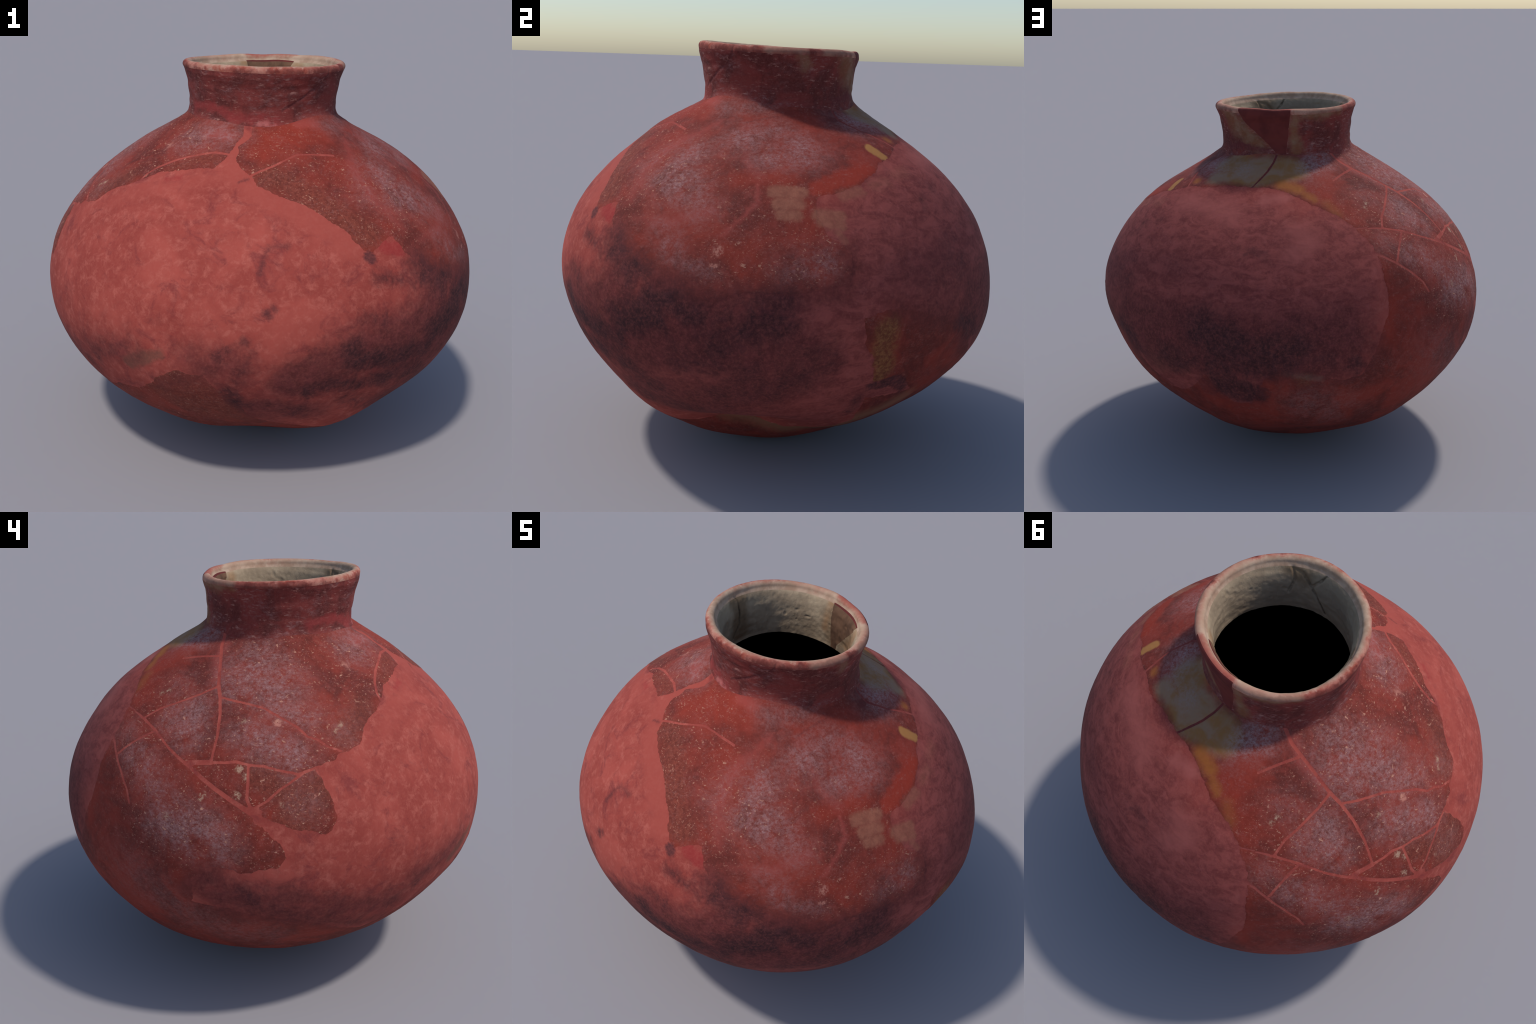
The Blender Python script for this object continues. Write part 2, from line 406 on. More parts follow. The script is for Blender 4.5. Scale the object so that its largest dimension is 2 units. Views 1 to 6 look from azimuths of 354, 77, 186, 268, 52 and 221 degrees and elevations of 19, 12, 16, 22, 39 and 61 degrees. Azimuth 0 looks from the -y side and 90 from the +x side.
# ------------------------------------------------------------------ materials
class Nodes:
    """Thin helper to write node graphs as expressions."""

    def __init__(self, name, near=None):
        self.near = near        # sample points of the part: marks out of reach are left out
        self.last = None
        self.mat = bpy.data.materials.new(name)
        self.mat.use_nodes = True
        self.t = self.mat.node_tree
        self.t.nodes.clear()
        self.P = self.new('ShaderNodeTexCoord').outputs['Object']

    def new(self, kind, **props):
        n = self.t.nodes.new(kind)
        for k, v in props.items():
            setattr(n, k, v)
        return n

    def put(self, sock, v):
        if hasattr(v, 'is_output'):
            self.t.links.new(v, sock)
        else:
            sock.default_value = v

    def math(self, op, a, b=0.0, clamp=False):
        n = self.new('ShaderNodeMath', operation=op, use_clamp=clamp)
        self.put(n.inputs[0], a)
        self.put(n.inputs[1], b)
        return n.outputs[0]

    def vec(self, op, a, b):
        n = self.new('ShaderNodeVectorMath', operation=op)
        self.put(n.inputs[0], a)
        if op == 'SCALE':
            self.put(n.inputs['Scale'], b)
        else:
            self.put(n.inputs[1], b)
        return n.outputs['Value'] if op in ('DOT_PRODUCT', 'LENGTH', 'DISTANCE') else n.outputs[0]

    def noise(self, scale, detail=3.0, rough=0.55, stretch=(1, 1, 1), offset=0.0, distort=0.0, color=False):
        p = self.P
        if stretch != (1, 1, 1) or offset:
            p = self.vec('MULTIPLY', self.vec('ADD', p, (offset, offset * .7, offset * 1.3)), stretch)
        n = self.new('ShaderNodeTexNoise')
        self.put(n.inputs['Vector'], p)
        n.inputs['Scale'].default_value = scale
        n.inputs['Detail'].default_value = detail
        n.inputs['Roughness'].default_value = rough
        n.inputs['Distortion'].default_value = distort
        if color:
            s = self.new('ShaderNodeSeparateColor')
            self.put(s.inputs[0], n.outputs['Color'])
            j = self.new('ShaderNodeCombineXYZ')
            for k in range(3):
                self.put(j.inputs[k], s.outputs[k])
            return j.outputs[0]
        return n.outputs['Fac']

    def ramp(self, v, lo, hi, to0=0.0, to1=1.0):
        n = self.new('ShaderNodeMapRange', interpolation_type='SMOOTHSTEP')
        self.put(n.inputs['Value'], v)
        for k, x in zip(('From Min', 'From Max', 'To Min', 'To Max'), (lo, hi, to0, to1)):
            n.inputs[k].default_value = x
        return n.outputs[0]

    def mix(self, f, a, b, mode='MIX'):
        if f is None:
            return a
        n = self.new('ShaderNodeMix', data_type='RGBA', blend_type=mode)
        self.put(n.inputs[0], f)
        self.put(n.inputs[6], a if hasattr(a, 'is_output') else (*a, 1))
        self.put(n.inputs[7], b if hasattr(b, 'is_output') else (*b, 1))
        return n.outputs[2]

    def warp(self, big=0.06, small=0.02, scale=7):
        a = self.vec('SUBTRACT', self.noise(scale, 3, .6, color=True), (.5, .5, .5))
        b = self.vec('SUBTRACT', self.noise(scale * 5, 3, .6, color=True), (.5, .5, .5))
        return self.vec('ADD', self.vec('ADD', self.P, self.vec('SCALE', a, big * 2)), self.vec('SCALE', b, small * 2))

    def stroke(self, W, A, B, r, soft):
        """Mask of a rounded stroke between two points, seen in warped space W."""
        A, B = np.asarray(A, float), np.asarray(B, float)
        if self.last is not None:       # tie strokes into one sequence, which keeps the shader's stack small
            k = self.new('ShaderNodeVectorMath', operation='MULTIPLY_ADD')
            self.put(k.inputs[0], self.last)
            k.inputs[1].default_value = (1e-9, 1e-9, 1e-9)
            self.put(k.inputs[2], W)
            W = k.outputs[0]
        if np.allclose(A, B):
            dist = self.vec('DISTANCE', W, tuple(A))
        else:
            ab = B - A
            q = self.vec('SUBTRACT', W, tuple(A))
            h = self.math('MULTIPLY', self.vec('DOT_PRODUCT', q, tuple(ab)), 1 / (ab @ ab), True)
            n = self.new('ShaderNodeVectorMath', operation='SCALE')
            n.inputs[0].default_value = tuple(ab)
            self.put(n.inputs['Scale'], h)
            dist = self.vec('DISTANCE', q, n.outputs[0])
        self.last = self.ramp(dist, r - soft, r + soft, 1.0, 0.0)
        return self.last

    def strokes(self, W, items):
        """Union of strokes: (points on the belly or in space, radius, softness, strength)."""
        out = None
        for pts, r, soft, k in items:
            Q = np.asarray(pts, float)
            if Q.shape[-1] == 2:
                Q = on(Q)
            if len(Q) == 1:
                Q = np.vstack([Q, Q])
            for i in range(len(Q) - 1):
                if self.near is not None and seg_dist(self.near, Q[i], Q[i + 1]).min() > r + soft + 0.06:
                    continue
                m = self.stroke(W, Q[i], Q[i + 1], r, soft)
                if k != 1:
                    m = self.math('MULTIPLY', m, k)
                out = m if out is None else self.math('MAXIMUM', out, m)
        return out

    def mul(self, *v):
        if any(x is None for x in v):
            return None
        o = v[0]
        for x in v[1:]:
            o = self.math('MULTIPLY', o, x)
        return o

    def finish(self, color, rough=0.85, bump=None, strength=0.3, dist=0.004):
        s = self.new('ShaderNodeBsdfPrincipled')
        self.put(s.inputs['Base Color'], color)
        s.inputs['Roughness'].default_value = rough
        s.inputs['Specular IOR Level'].default_value = 0.2
        if bump is not None:
            n = self.new('ShaderNodeBump')
            n.inputs['Strength'].default_value = strength
            n.inputs['Distance'].default_value = dist
            self.put(n.inputs['Height'], bump)
            self.put(s.inputs['Normal'], n.outputs[0])
        o = self.new('ShaderNodeOutputMaterial')
        self.t.links.new(s.outputs[0], o.inputs[0])
        return self.mat


# marks that run over sherd and plaster alike: (azimuth, polar) strokes, radius, softness, strength
DARK_CLOUDS = [
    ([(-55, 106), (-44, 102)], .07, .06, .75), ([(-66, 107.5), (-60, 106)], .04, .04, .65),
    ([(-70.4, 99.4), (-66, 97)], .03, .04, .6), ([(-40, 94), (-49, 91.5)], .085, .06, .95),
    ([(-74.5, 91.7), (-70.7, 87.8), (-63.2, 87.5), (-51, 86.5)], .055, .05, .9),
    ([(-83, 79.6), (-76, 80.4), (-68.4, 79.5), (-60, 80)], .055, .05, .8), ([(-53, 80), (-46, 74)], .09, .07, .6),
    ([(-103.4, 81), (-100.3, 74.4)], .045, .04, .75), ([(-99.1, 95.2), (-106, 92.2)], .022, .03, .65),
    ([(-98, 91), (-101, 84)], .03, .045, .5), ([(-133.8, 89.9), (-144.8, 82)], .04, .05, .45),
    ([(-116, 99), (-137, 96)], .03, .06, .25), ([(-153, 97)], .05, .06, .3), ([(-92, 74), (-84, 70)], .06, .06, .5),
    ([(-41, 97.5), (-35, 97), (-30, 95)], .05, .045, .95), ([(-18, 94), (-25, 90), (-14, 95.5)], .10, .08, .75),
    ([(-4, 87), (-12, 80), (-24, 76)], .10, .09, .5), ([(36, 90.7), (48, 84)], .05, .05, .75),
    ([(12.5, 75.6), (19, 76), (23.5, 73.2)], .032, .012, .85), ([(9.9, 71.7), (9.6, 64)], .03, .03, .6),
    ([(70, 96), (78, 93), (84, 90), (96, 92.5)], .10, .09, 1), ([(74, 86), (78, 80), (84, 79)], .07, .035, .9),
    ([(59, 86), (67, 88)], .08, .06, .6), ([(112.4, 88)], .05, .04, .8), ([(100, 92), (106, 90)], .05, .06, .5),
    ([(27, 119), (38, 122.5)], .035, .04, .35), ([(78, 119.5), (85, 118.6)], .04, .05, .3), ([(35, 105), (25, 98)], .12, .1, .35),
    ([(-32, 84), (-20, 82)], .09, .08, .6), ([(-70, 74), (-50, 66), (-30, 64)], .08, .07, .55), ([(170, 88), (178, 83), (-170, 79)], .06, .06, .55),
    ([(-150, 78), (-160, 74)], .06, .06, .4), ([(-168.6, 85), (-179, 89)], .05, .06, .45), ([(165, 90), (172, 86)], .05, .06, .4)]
# broad, uneven maroon patches, mostly on the lower belly and back
LOW_MAROON = [([(-144, 86), (-128, 90)], .08, .09, .55), ([(-112, 90), (-100, 88)], .09, .09, .6), ([(-86, 84), (-66, 92), (-50, 96)], .13, .09, .85),
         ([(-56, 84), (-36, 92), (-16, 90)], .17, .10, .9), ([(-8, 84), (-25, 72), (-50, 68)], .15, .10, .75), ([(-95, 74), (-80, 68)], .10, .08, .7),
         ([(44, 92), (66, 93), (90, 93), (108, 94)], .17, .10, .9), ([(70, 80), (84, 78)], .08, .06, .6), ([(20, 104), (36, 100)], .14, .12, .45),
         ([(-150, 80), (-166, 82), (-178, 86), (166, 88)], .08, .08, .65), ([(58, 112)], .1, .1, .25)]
SMOKE_SMALL = [
    ([(-95.5, 111), (-94.9, 113.5)], .010, .011, .65), ([(-94.7, 114.5), (-93.2, 116.5)], .006, .012, .6), ([(-93, 117), (-88, 117.2)], .010, .016, .5), ([(-94, 101.8)], .020, .016, .8), ([(-92.4, 103)], .014, .016, .8),
    ([(-67.4, 112.6), (-66.6, 111.8)], .020, .010, .85), ([(-102.6, 135.3), (-99.4, 136.2)], .006, .008, .6)]
# worn dark red along borders that have no visible edge
BLEND = [([(-54, 110), (-50, 104.5), (-43, 102), (-34.7, 99), (-27.5, 97)], .045, .04, .85),
         ([(-27.5, 97), (-21.6, 99.8), (-11, 100.2), (1, 101.5), (3, 105), (2.5, 110)], .035, .035, .85),
         ([(-121, 81), (-109, 85), (-102, 78), (-98, 68), (-88, 60)], .035, .04, .6),
         ([(-150, 70), (-168, 75.5), (-178, 80), (166, 83), (158, 88), (164, 93.5)], .045, .045, .8),
         ([(12, 97), (25, 93), (35, 92)], .04, .04, .8), ([(88, 86), (96, 87.5), (109, 84), (117, 88), (120, 94)], .03, .03, .6)]
SQUARES = [([(-15.0, 123.2), (-8.4, 123)], .030, .012, .85), ([(-13.8, 120), (-9.0, 120.2)], .030, .012, .85),
           ([(-13, 117.4), (-9.6, 117.4)], .026, .012, .85), ([(-4.0, 117.5), (1.2, 117.2)], .026, .012, .8),
           ([(-3.6, 115.8), (1.2, 115.0)], .022, .012, .8), ([(0.2, 113.4), (1.6, 111.4)], .012, .010, .6),
           ([(3.6, 122.4), (8.6, 123.6)], .024, .014, .6), ([(14, 125), (19, 126)], .025, .025, .3), ([(24, 128), (30, 129)], .02, .03, .3)]


def over_marks(n, c, W, W2):
    """Dark clouds, maroon patches, worn borders and unpainted squares, the same on every piece."""
    c = n.mix(n.strokes(W, BLEND), c, n.mix(n.ramp(n.noise(26, 4, .7, offset=6), .35, .7), (.115, .024, .021), (.20, .040, .034)))
    c = n.mix(n.strokes(W2, SQUARES), c, n.mix(n.ramp(n.noise(34, 7, .78), .34, .66), (.235, .076, .048), (.335, .122, .074)))
    stain = n.strokes(W, LOW_MAROON)  # broad maroon patches with ragged edges, mixed into the base colour
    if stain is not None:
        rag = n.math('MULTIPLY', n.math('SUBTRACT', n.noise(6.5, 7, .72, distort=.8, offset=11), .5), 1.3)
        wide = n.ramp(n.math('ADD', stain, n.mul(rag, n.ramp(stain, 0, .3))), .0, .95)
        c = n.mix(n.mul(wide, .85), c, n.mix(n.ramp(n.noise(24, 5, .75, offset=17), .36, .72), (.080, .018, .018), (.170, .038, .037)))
    fog = n.strokes(W, DARK_CLOUDS)
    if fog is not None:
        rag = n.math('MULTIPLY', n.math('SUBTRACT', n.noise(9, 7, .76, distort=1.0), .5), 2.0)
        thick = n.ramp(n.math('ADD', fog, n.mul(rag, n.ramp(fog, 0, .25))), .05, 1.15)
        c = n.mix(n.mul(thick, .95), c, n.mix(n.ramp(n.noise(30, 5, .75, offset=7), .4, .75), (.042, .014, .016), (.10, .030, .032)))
    return n.mix(n.strokes(W2, SMOKE_SMALL), c, (.075, .022, .024))


def plaster_material(near):
    n = Nodes('pink_plaster', near)
    W = n.warp(0.035, 0.020, 7)
    W2 = n.warp(0.014, 0.010, 24)
    c = n.mix(n.ramp(n.noise(4.0, 5, .62, distort=.6), .36, .66), (.290, .048, .036), (.385, .072, .053))
    c = n.mix(n.ramp(n.noise(26, 6, .74, distort=.35), .46, .70, 0, .75), c, (.470, .122, .090))
    c = n.mix(n.ramp(n.noise(9, 6, .7, offset=4, distort=.8), .50, .68, 0, .75), c, (.205, .035, .032))
    # smoother tone along the joints and at the front tongue
    even = n.strokes(W2, [([(-102, 150), (-104, 138), (-94, 131), (-80, 123.5), (-72, 116)], .055, .035, .85),
                          ([(-104, 138), (-125, 133), (-148, 124)], .035, .035, .6)])
    c = n.mix(even, c, (.365, .068, .050))
    # back of the belly is redder-violet
    back = n.strokes(W, [([(75, 112), (30, 108), (8, 90)], .46, .16, .9), ([(-30, 74), (-5, 74)], .3, .12, .8), ([(98, 98), (108, 116)], .28, .12, .85), ([(55, 80), (85, 82)], .25, .1, .85)])
    if back is not None:
        v = n.mix(n.ramp(n.noise(11, 6, .72, stretch=(1, 1, 2.2), offset=2, distort=.8), .36, .66), (.160, .032, .030), (.300, .070, .060))
        v = n.mix(n.ramp(n.noise(40, 5, .7, offset=3), .5, .75, 0, .5), v, (.36, .10, .09))
        c = n.mix(back, c, v)
    c = n.mix(n.strokes(W, [([(83, 138), (92, 139)], .03, .03, .7), ([(45, 132), (62, 132.6), (70, 131)], .06, .06, .55),
                            ([(97, 126), (101, 122), (96, 119)], .05, .05, .6)]), c, (.40, .105, .088))
    c = n.mix(n.strokes(W2, [([(-62, 113.8), (-58, 112.5)], .030, .010, .8), ([(-131, 134.2), (-126, 135.2)], .012, .012, .6)]),
              c, (.30, .030, .028))
    c = n.mix(n.strokes(W2, [([(-18.5, 121), (-21, 117), (-25, 113)], .02, .018, .6), ([(-5.2, 124), (-5.8, 118)], .012, .010, .6)]),
              c, (.21, .036, .040))
    # hairline fills and olive stain
    c = n.mix(n.strokes(W2, [(CRACK_SHOULDER, .012, .004, .85), ([(29, 162), (22, 156), (20, 151), (27, 145)], .014, .004, .7)]), c, (.13, .026, .026))
    c = n.mix(n.strokes(W2, [([(-129.5, 85.6), (-124, 88.5)], .034, .016, .65), ([(-122, 89.3), (-120, 90)], .024, .014, .6)]), c, (.13, .068, .045))
    c = n.mix(n.strokes(W, [([(54, 84), (62, 86)], .06, .05, .4)]), c, (.11, .060, .036))
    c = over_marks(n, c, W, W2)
    c = n.mix(n.ramp(n.noise(80, 4, .7), .40, .72, 0, .25), c, (.40, .105, .078))
    return n.finish(c, .88, n.noise(38, 5, .65), .25)


def sherd_material(near):
    n = Nodes('red_slip', near)
    W = n.warp(0.035, 0.020, 7)
    W2 = n.warp(0.014, 0.010, 24)
    c = n.mix(n.ramp(n.noise(5, 5, .65, distort=.5), .36, .66), (.125, .022, .016), (.250, .033, .020))
    c = n.mix(n.ramp(n.noise(26, 5, .75, offset=3), .45, .72, 0, .7), c, (.26, .046, .034))
    # brown weathered edge towards the front plaster, orange-red fresh slip
    c = n.mix(n.strokes(W, [([(-92, 137), (-80, 131.5), (-72, 123), (-66, 118)], .06, .045, .7), ([(-172, 112), (-178, 106)], .07, .04, .6),
                            ([(-150, 132), (-162, 124)], .05, .04, .5), ([(-115, 143), (-132, 138)], .03, .03, .6),
                            ([(172, 116), (-178, 110)], .06, .03, .6), ([(-110, 84), (-120, 80), (-105, 70)], .12, .06, .6)]),
              c, n.mix(n.ramp(n.noise(70, 4, .75), .42, .62), (.13, .028, .018), (.24, .056, .034)))
    c = n.mix(n.strokes(W, [([(-95, 147), (-82, 152), (-62, 150)], .07, .05, .6), ([(-3, 124), (5, 127.6), (14, 129.8)], .042, .020, .9),
                            ([(-26, 126), (-11, 127)], .045, .04, .55), ([(-62, 137)], .08, .06, .5), ([(122, 152), (112, 141), (120, 130)], .05, .05, .6),
                            ([(122, 112), (123, 95)], .06, .05, .5), ([(-30, 148), (0, 150)], .06, .05, .4)]),
              c, (.30, .033, .017))
    # pink rubbed bands where paint runs over joints
    c = n.mix(n.strokes(W2, [([(-45, 146), (-56, 136), (-58, 126), (-54, 117)], .018, .028, .45),
                             ([(-20, 127), (-26, 134), (-30, 146)], .016, .028, .35), ([(140, 156), (142, 150), (150, 143)], .025, .025, .55),
                             ([(-125, 152), (-112, 152)], .030, .028, .6), ([(-68, 155), (-58, 154)], .026, .02, .6),
                             ([(-50, 113), (-40, 113), (-30, 117)], .016, .022, .4), ([(-19.8, 124.5), (-19.4, 120), (-22.5, 116), (-26.5, 112)], .008, .012, .6)]),
              c, (.36, .066, .053))
    # lime bloom: pale lilac film in clouds, broken by streaks
    zones = n.strokes(W, [(p, 1.1 * r, 1.8 * f, k) for p, r, f, k in [
        ([(-29, 141), (-17, 142.5), (-6, 138)], .075, .06, 1), ([(-19, 133.6), (-4, 134)], .05, .04, .95),
        ([(-45, 133), (-46, 126.5), (-41, 122)], .065, .05, 1), ([(-50, 124), (-38, 125), (-33, 118)], .045, .05, .8),
        ([(-41, 111.5), (-36, 107)], .03, .035, .95), ([(-28, 104), (-33, 105)], .03, .03, .6), ([(-10, 105), (-2.6, 107)], .045, .05, .7),
        ([(-60, 128), (-52, 134)], .05, .05, .5), ([(-48, 152), (-25, 154)], .04, .04, .7),
        ([(166, 150), (165, 142), (177, 141)], .11, .06, 1), ([(-174, 131), (178, 133)], .07, .05, .8),
        ([(148, 132), (150, 124.5), (142, 127)], .06, .04, .95), ([(168, 126), (176, 122.5), (-177, 119.5)], .06, .045, 1),
        ([(134, 137.5)], .05, .045, .7), ([(127.5, 120)], .04, .035, .7), ([(137, 114.7), (147, 109)], .055, .045, .9),
        ([(150, 103), (157, 102), (163, 99)], .09, .045, 1), ([(-176, 108.7)], .04, .04, .7), ([(-162, 126)], .05, .06, .5),
        ([(-115, 153), (-135, 150)], .08, .05, .8), ([(120, 155), (105, 152)], .06, .05, .8), ([(25, 150), (38, 149)], .08, .05, .8),
        ([(140, 86), (155, 78), (175, 70)], .10, .06, .35), ([(100, 76), (110, 70)], .10, .06, .4)]])
    cloud = n.ramp(n.noise(10, 6, .74, offset=1, distort=.6), .31, .56)
    film = n.ramp(n.noise(58, 6, .85, stretch=(1, 1, 1.5), offset=5), .34, .70)
    c = n.mix(n.mul(zones, cloud, film, 1.0), c, (.360, .195, .188)) if zones is not None else c
    dust = n.mul(n.ramp(n.noise(15, 5, .7, offset=31), .42, .62), n.ramp(n.noise(90, 4, .8, stretch=(1, 1, 1.5), offset=33), .46, .70), .28)
    c = n.mix(dust, c, (.34, .165, .150))
    # scattered streaks of lime and exposed grit
    c = n.mix(n.mul(n.ramp(n.noise(30, 5, .75, stretch=(1, 1, 2), offset=9), .56, .72), .5), c, (.33, .115, .092))
    where = n.strokes(W, [([(165, 150), (-150, 147), (-140, 142)], .2, .1, 1), ([(150, 130), (-172, 112)], .30, .12, 1),
                          ([(135, 132), (150, 104), (175, 104)], .22, .1, 1), ([(-90, 144), (-70, 130), (-55, 122)], .2, .1, .9),
                          ([(-20, 108), (0, 108)], .2, .1, .7), ([(-40, 130), (-15, 120)], .2, .1, .5), ([(-110, 80), (-120, 70)], .2, .1, .6)])
    grit = n.ramp(n.noise(46, 4, .6, stretch=(1, 1, 1.6), offset=12, distort=.5), .640, .70)
    c = n.mix(n.mul(grit, where, .9), c, (.54, .26, .175)) if where is not None else c
    grit2 = n.ramp(n.noise(95, 3, .6, stretch=(1, 1, 1.6), offset=15, distort=.4), .62, .68)
    c = n.mix(n.mul(grit2, where, .7), c, (.50, .235, .16)) if where is not None else c
    # olive and buff firing clouds behind the neck, ochre run
    c = n.mix(n.strokes(W, [([(46, 153), (58, 152), (80, 152), (94, 152)], .085, .035, .92), ([(48, 145), (72, 147), (90, 148)], .05, .03, .9)]),
              c, n.mix(n.ramp(n.noise(9, 4, .6, distort=.6), .36, .62), (.28, .135, .045), (.29, .175, .105)))
    blue = n.mul(n.strokes(W, [([(28, 151), (46, 150), (60, 151)], .06, .05, .55), ([(105, 153), (118, 156)], .05, .04, .7)]), cloud, film)
    c = n.mix(blue, c, (.31, .25, .25))
    c = n.mix(n.strokes(W2, [([(90, 145), (99, 142.5)], .030, .025, .85), ([(101, 141), (106, 138)], .018, .022, .75), ([(111, 136), (114, 132)], .02, .03, .4), ([(38, 141)], .022, .015, .7)]), c, (.34, .110, .024))
    c = n.mix(n.strokes(n.warp(.012, .004, 14), [([(22.2, 137.8), (24.8, 134.4)], .023, .007, .95)]), c, (.40, .18, .055))
    c = n.mix(n.strokes(W, [([(10.8, 93), (11.4, 86.4), (13, 80)], .045, .025, .85), ([(98, 85)], .04, .03, .6)]), c,
              n.mix(n.ramp(n.noise(60, 4, .75), .4, .65), (.14, .042, .018), (.27, .115, .042)))
    c = n.mix(n.strokes(W, [([(-31, 50), (-20, 46), (-8, 42), (14, 58), (28, 67)], .05, .05, .7)]), c, (.28, .13, .07))
    c = n.mix(n.strokes(W2, [([(93.6, 86.2), (103, 84.6)], .016, .014, .6)]), c, (.30, .20, .15))
    torn = n.ramp(n.noise(55, 5, .75, offset=21), .44, .56, 0, .85)
    c = n.mix(n.mul(n.strokes(W2, [([(131, 135.1)], .013, .006, .95), ([(168, 116.6)], .016, .007, .9), ([(169.8, 115.0)], .013, .006, .9),
                                   ([(167.9, 110.6)], .015, .006, .95), ([(158.6, 109.1), (159.6, 110)], .011, .006, .9),
                                   ([(167.2, 129.1)], .012, .008, .8), ([(-161.5, 127.6), (-164, 126)], .007, .008, .8),
                                   ([(178.9, 108.8)], .009, .006, .8), ([(129, 133.4)], .011, .008, .7), ([(150.5, 103.5)], .013, .009, .7)]), torn),
              c, (.50, .32, .215))
    c = n.mix(n.mul(n.strokes(W2, [([(178, 128.8)], .016, .006, .95), ([(-173, 110.7)], .009, .003, .9), ([(-170.6, 105.3)], .008, .005, .8),
                                   ([(-26.9, 108.3)], .018, .008, .85), ([(-28, 105.3), (-26, 105.3)], .006, .004, .85), ([(-146, 146)], .02, .015, .6)]), torn),
              c, (.52, .21, .155))
    # dark hairlines
    c = n.mix(n.strokes(W2, [([(-31, 147.5), (-20.4, 150.3), (-13.5, 151.6)], .004, .006, .5),
                             ([(27.6, 160), (16, 151)], .02, .02, .55)]), c, (.10, .022, .022))
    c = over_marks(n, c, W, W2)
    c = n.mix(n.ramp(n.noise(95, 4, .75), .42, .75, .0, .20), c, (.34, .075, .052))
    h = n.math('ADD', n.noise(60, 5, .7), n.math('MULTIPLY', film, .3))
    return n.finish(c, .82, h, .3)


def neck_material():
    n = Nodes('neck_slip')
    W = n.warp(0.045, 0.020, 9)
    W2 = n.warp(0.008, 0.004, 25)
    c = n.mix(n.ramp(n.noise(9, 4, .6, distort=.6), .36, .64), (.105, .021, .018), (.20, .033, .027))
    film = n.ramp(n.noise(34, 5, .75, stretch=(1, 1, 2.2), offset=5), .45, .72)
    cloud = n.ramp(n.noise(7, 3, .6, offset=2), .38, .62)
    c = n.mix(n.mul(film, cloud, .75), c, (.27, .135, .130))
    c = n.mix(n.mul(n.ramp(n.noise(26, 5, .7, stretch=(1, 1, 3), offset=8), .56, .68), .85), c, (.36, .165, .135))
    nl = neck_line
    c = n.mix(n.strokes(W, [(nl([(-162, 1.588), (-145, 1.60), (-122, 1.58), (-105, 1.562), (-85, 1.55)]), .022, .016, .75)]), c, (.28, .036, .034))
    c = n.mix(n.strokes(W, [(nl([(-98, 1.532), (-86, 1.532)]), .012, .012, .8)]), c, (.50, .14, .125))
    buff = [(nl([(103, 1.75), (101, 1.66), (102, 1.56)]), .026, .026, .8), (nl([(108, 1.735), (125, 1.735), (140, 1.75)]), .025, .022, .75),
            (nl([(36, 1.745), (42, 1.70), (54, 1.635), (70, 1.59)]), .05, .04, .7), (nl([(0, 1.745), (5, 1.69)]), .026, .02, .55)]
    c = n.mix(n.strokes(W, buff), c, n.mix(n.ramp(n.noise(14, 3, .6), .35, .65), (.22, .085, .034), (.275, .165, .095)))
    c = n.mix(n.strokes(W, [(nl([(32, 1.55), (50, 1.558), (78, 1.556)]), .016, .012, .8)]), c, (.12, .022, .024))
    c = n.mix(n.strokes(W2, [(CRACK_NECK, .005, .006, .7)]), c, (.09, .018, .02))
    c = n.mix(n.ramp(n.noise(90, 4, .75), .35, .7, 0, .2), c, (.32, .10, .085))
    return n.finish(c, .85, n.math('ADD', n.noise(55, 5, .7, stretch=(1, 1, 2)), film), .35)


def lip_material():
    n = Nodes('worn_lip')
    W = n.warp(0.03, 0.012, 9)
    c = n.mix(n.ramp(n.noise(14, 4, .65, distort=.5), .35, .65), (.34, .066, .042), (.46, .17, .125))
    c = n.mix(n.ramp(n.noise(40, 4, .7, offset=3), .5, .7, 0, .8), c, (.55, .30, .23))
    # rubbed to bare buff on the inner half and at the back
    inside = n.math('LENGTH' if False else 'SUBTRACT', n.vec('DISTANCE', n.vec('MULTIPLY', W, (1, 1, 0)), (.0296, -.0305, 0)), .3405)
    c = n.mix(n.ramp(inside, -.016, .016, .9, 0), c, n.mix(n.ramp(n.noise(20, 4, .6), .35, .65), (.38, .25, .165), (.52, .37, .26)))
    c = n.mix(n.ramp(inside, .007, .021, 0, .85), c, n.mix(n.ramp(n.noise(20, 4, .65, offset=8), .4, .65), (.12, .023, .019), (.25, .062, .047)))
    b = lambda *az: [tuple(lip(math.radians(q), 1.2)) for q in az]
    c = n.mix(n.strokes(W, [(b(104, 120, 140), .03, .02, .55), (b(20, 36, 48), .03, .02, .5), (b(-20, 0), .03, .02, .4)]), c, (.46, .28, .19))
    c = n.mix(n.strokes(W, [(b(56, 75, 94), .022, .014, .75)]), c, (.34, .062, .045))
    return n.finish(c, .85, n.noise(50, 4, .7), .35)


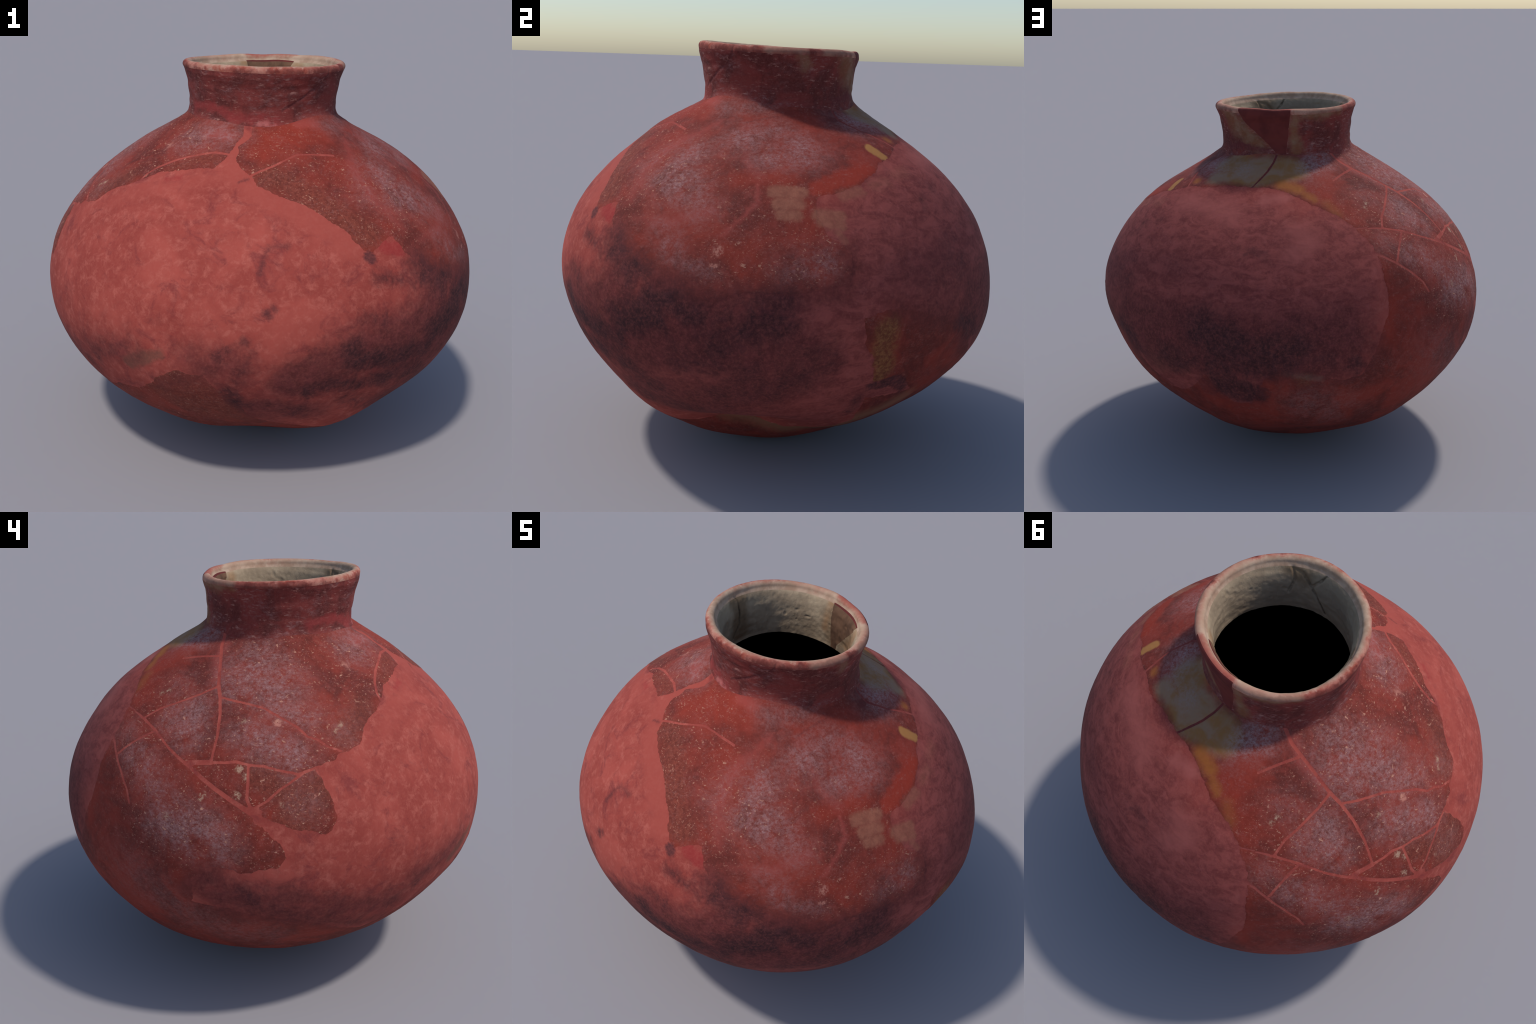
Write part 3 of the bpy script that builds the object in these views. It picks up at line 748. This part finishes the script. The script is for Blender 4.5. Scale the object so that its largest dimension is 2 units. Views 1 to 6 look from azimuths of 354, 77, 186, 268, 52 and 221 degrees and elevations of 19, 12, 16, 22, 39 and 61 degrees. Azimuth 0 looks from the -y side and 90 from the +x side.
def lining_material():
    n = Nodes('bare_clay')
    W = n.warp(0.02, 0.010, 10)
    W2 = n.warp(0.006, 0.003, 25)
    c = n.mix(n.ramp(n.noise(8, 4, .6, distort=.5), .36, .64), (.305, .220, .142), (.415, .305, .198))
    c = n.mix(n.ramp(n.noise(30, 4, .65, offset=2), .5, .7, 0, .5), c, (.46, .35, .23))
    nl = lambda q: neck_line(q, True)
    c = n.mix(n.strokes(W, [(nl([(-120, 1.72), (-95, 1.70)]), .12, .08, .5), (nl([(-60, 1.58), (-40, 1.60)]), .08, .05, .4)]), c, (.255, .198, .140))
    c = n.mix(n.strokes(W, [(nl([(101, 1.74), (102, 1.60)]), .02, .02, .7), (nl([(70, 1.58), (60, 1.62), (48, 1.70)]), .03, .02, .6)]), c, (.34, .17, .075))
    c = n.mix(n.strokes(W, [(nl([(-168, 1.76), (-169, 1.58)]), .055, .022, .7), (nl([(-56, 1.74), (-66, 1.70)]), .04, .03, .6), (nl([(92, 1.74), (95, 1.56)]), .03, .025, .6), (nl([(78, 1.58), (60, 1.68)]), .03, .025, .6)]), c, (.17, .095, .045))
    items = [(q, .0045, .005, .85) for q in CRACK_IN]
    c = n.mix(n.strokes(W2, items), c, (.04, .022, .013))
    return n.finish(c, .92, n.noise(45, 6, .7), .5, .006)


def mend_material():
    n = Nodes('mended_red')
    c = n.mix(n.ramp(n.noise(12, 4, .6), .35, .65), (.105, .018, .016), (.155, .028, .023))
    return n.finish(c, .8, n.noise(30, 4, .6), .2)


def mend_inside_material():
    n = Nodes('mended_brown')
    c = n.mix(n.ramp(n.noise(16, 4, .6, stretch=(1, 1, .4)), .35, .65), (.110, .056, .033), (.180, .092, .052))
    return n.finish(c, .88, n.noise(40, 4, .6), .3)


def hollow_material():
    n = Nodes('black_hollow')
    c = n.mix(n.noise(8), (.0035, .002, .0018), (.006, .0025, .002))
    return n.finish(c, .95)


# ------------------------------------------------------------------ objects
jar = bpy.data.objects.new('pottery_jar', None)
bpy.context.scene.collection.objects.link(jar)
jar['label'] = 'round red earthenware jar mended from sherds with pink plaster'
jar['category'] = 'clay pot'


def part(name, T, mat, P=None, N=None):
    P = POS if P is None else P
    N = NRM if N is None else N
    used, inv = np.unique(T, return_inverse=True)
    me = bpy.data.meshes.new(name)
    tri = inv.reshape(-1, 3).astype(np.int32)
    me.vertices.add(len(used))
    me.vertices.foreach_set('co', P[used].astype(np.float32).ravel())
    me.loops.add(tri.size)
    me.loops.foreach_set('vertex_index', tri.ravel())
    me.polygons.add(len(tri))
    me.polygons.foreach_set('loop_start', np.arange(0, tri.size, 3, dtype=np.int32))
    me.polygons.foreach_set('use_smooth', np.ones(len(tri), bool))
    me.update(calc_edges=True)
    me.normals_split_custom_set_from_vertices(N[used].astype(np.float32))
    me.materials.append(mat)
    o = bpy.data.objects.new(name, me)
    bpy.context.scene.collection.objects.link(o)
    o.parent = jar
    return o



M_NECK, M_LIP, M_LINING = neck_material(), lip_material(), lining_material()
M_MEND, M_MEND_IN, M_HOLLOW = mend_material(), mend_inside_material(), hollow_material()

skin = ZONE == 0
ids = np.full(len(TRI), -1)
k = np.flatnonzero(skin & is_sherd)
ids[k] = islands(TRI[k], len(POS))
names, count = np.unique(ids[k], return_counts=True)
for name_id, cnt in sorted(zip(names, count), key=lambda x: -x[1]):
    m = np.flatnonzero(ids == name_id)
    if cnt < 150:                       # crumbs belong to the plaster
        is_sherd[m] = False
    else:
        near = POS[np.unique(TRI[m])]
        part('sherd', TRI[m], sherd_material(near[::max(1, len(near) // 3000)]))
mid = POS[TRI].mean(1)
az = np.degrees(np.arctan2(mid[:, 1], mid[:, 0]))
front = (az > 165) | (az < -42)
for side in (front, ~front):            # the fill is one skin; front and back carry different marks
    for name, sel in (('plaster_fill', ~in_group), ('joint_filler', in_group)):
        tri = TRI[skin & ~is_sherd & sel & side]
        near = POS[np.unique(tri)]
        part(name, tri, plaster_material(near[::max(1, len(near) // 3000)]))
part('neck', TRI[(ZONE == 1) & ~is_mend], M_NECK)
part('rim', TRI[(ZONE == 2) & ~is_mend], M_LIP)
part('neck_lining', TRI[(ZONE == 3) & ~is_mend], M_LINING)
part('neck_mend', TRI[((ZONE == 1) | (ZONE == 2)) & is_mend], M_MEND)
part('lining_mend', TRI[(ZONE == 3) & is_mend], M_MEND_IN)

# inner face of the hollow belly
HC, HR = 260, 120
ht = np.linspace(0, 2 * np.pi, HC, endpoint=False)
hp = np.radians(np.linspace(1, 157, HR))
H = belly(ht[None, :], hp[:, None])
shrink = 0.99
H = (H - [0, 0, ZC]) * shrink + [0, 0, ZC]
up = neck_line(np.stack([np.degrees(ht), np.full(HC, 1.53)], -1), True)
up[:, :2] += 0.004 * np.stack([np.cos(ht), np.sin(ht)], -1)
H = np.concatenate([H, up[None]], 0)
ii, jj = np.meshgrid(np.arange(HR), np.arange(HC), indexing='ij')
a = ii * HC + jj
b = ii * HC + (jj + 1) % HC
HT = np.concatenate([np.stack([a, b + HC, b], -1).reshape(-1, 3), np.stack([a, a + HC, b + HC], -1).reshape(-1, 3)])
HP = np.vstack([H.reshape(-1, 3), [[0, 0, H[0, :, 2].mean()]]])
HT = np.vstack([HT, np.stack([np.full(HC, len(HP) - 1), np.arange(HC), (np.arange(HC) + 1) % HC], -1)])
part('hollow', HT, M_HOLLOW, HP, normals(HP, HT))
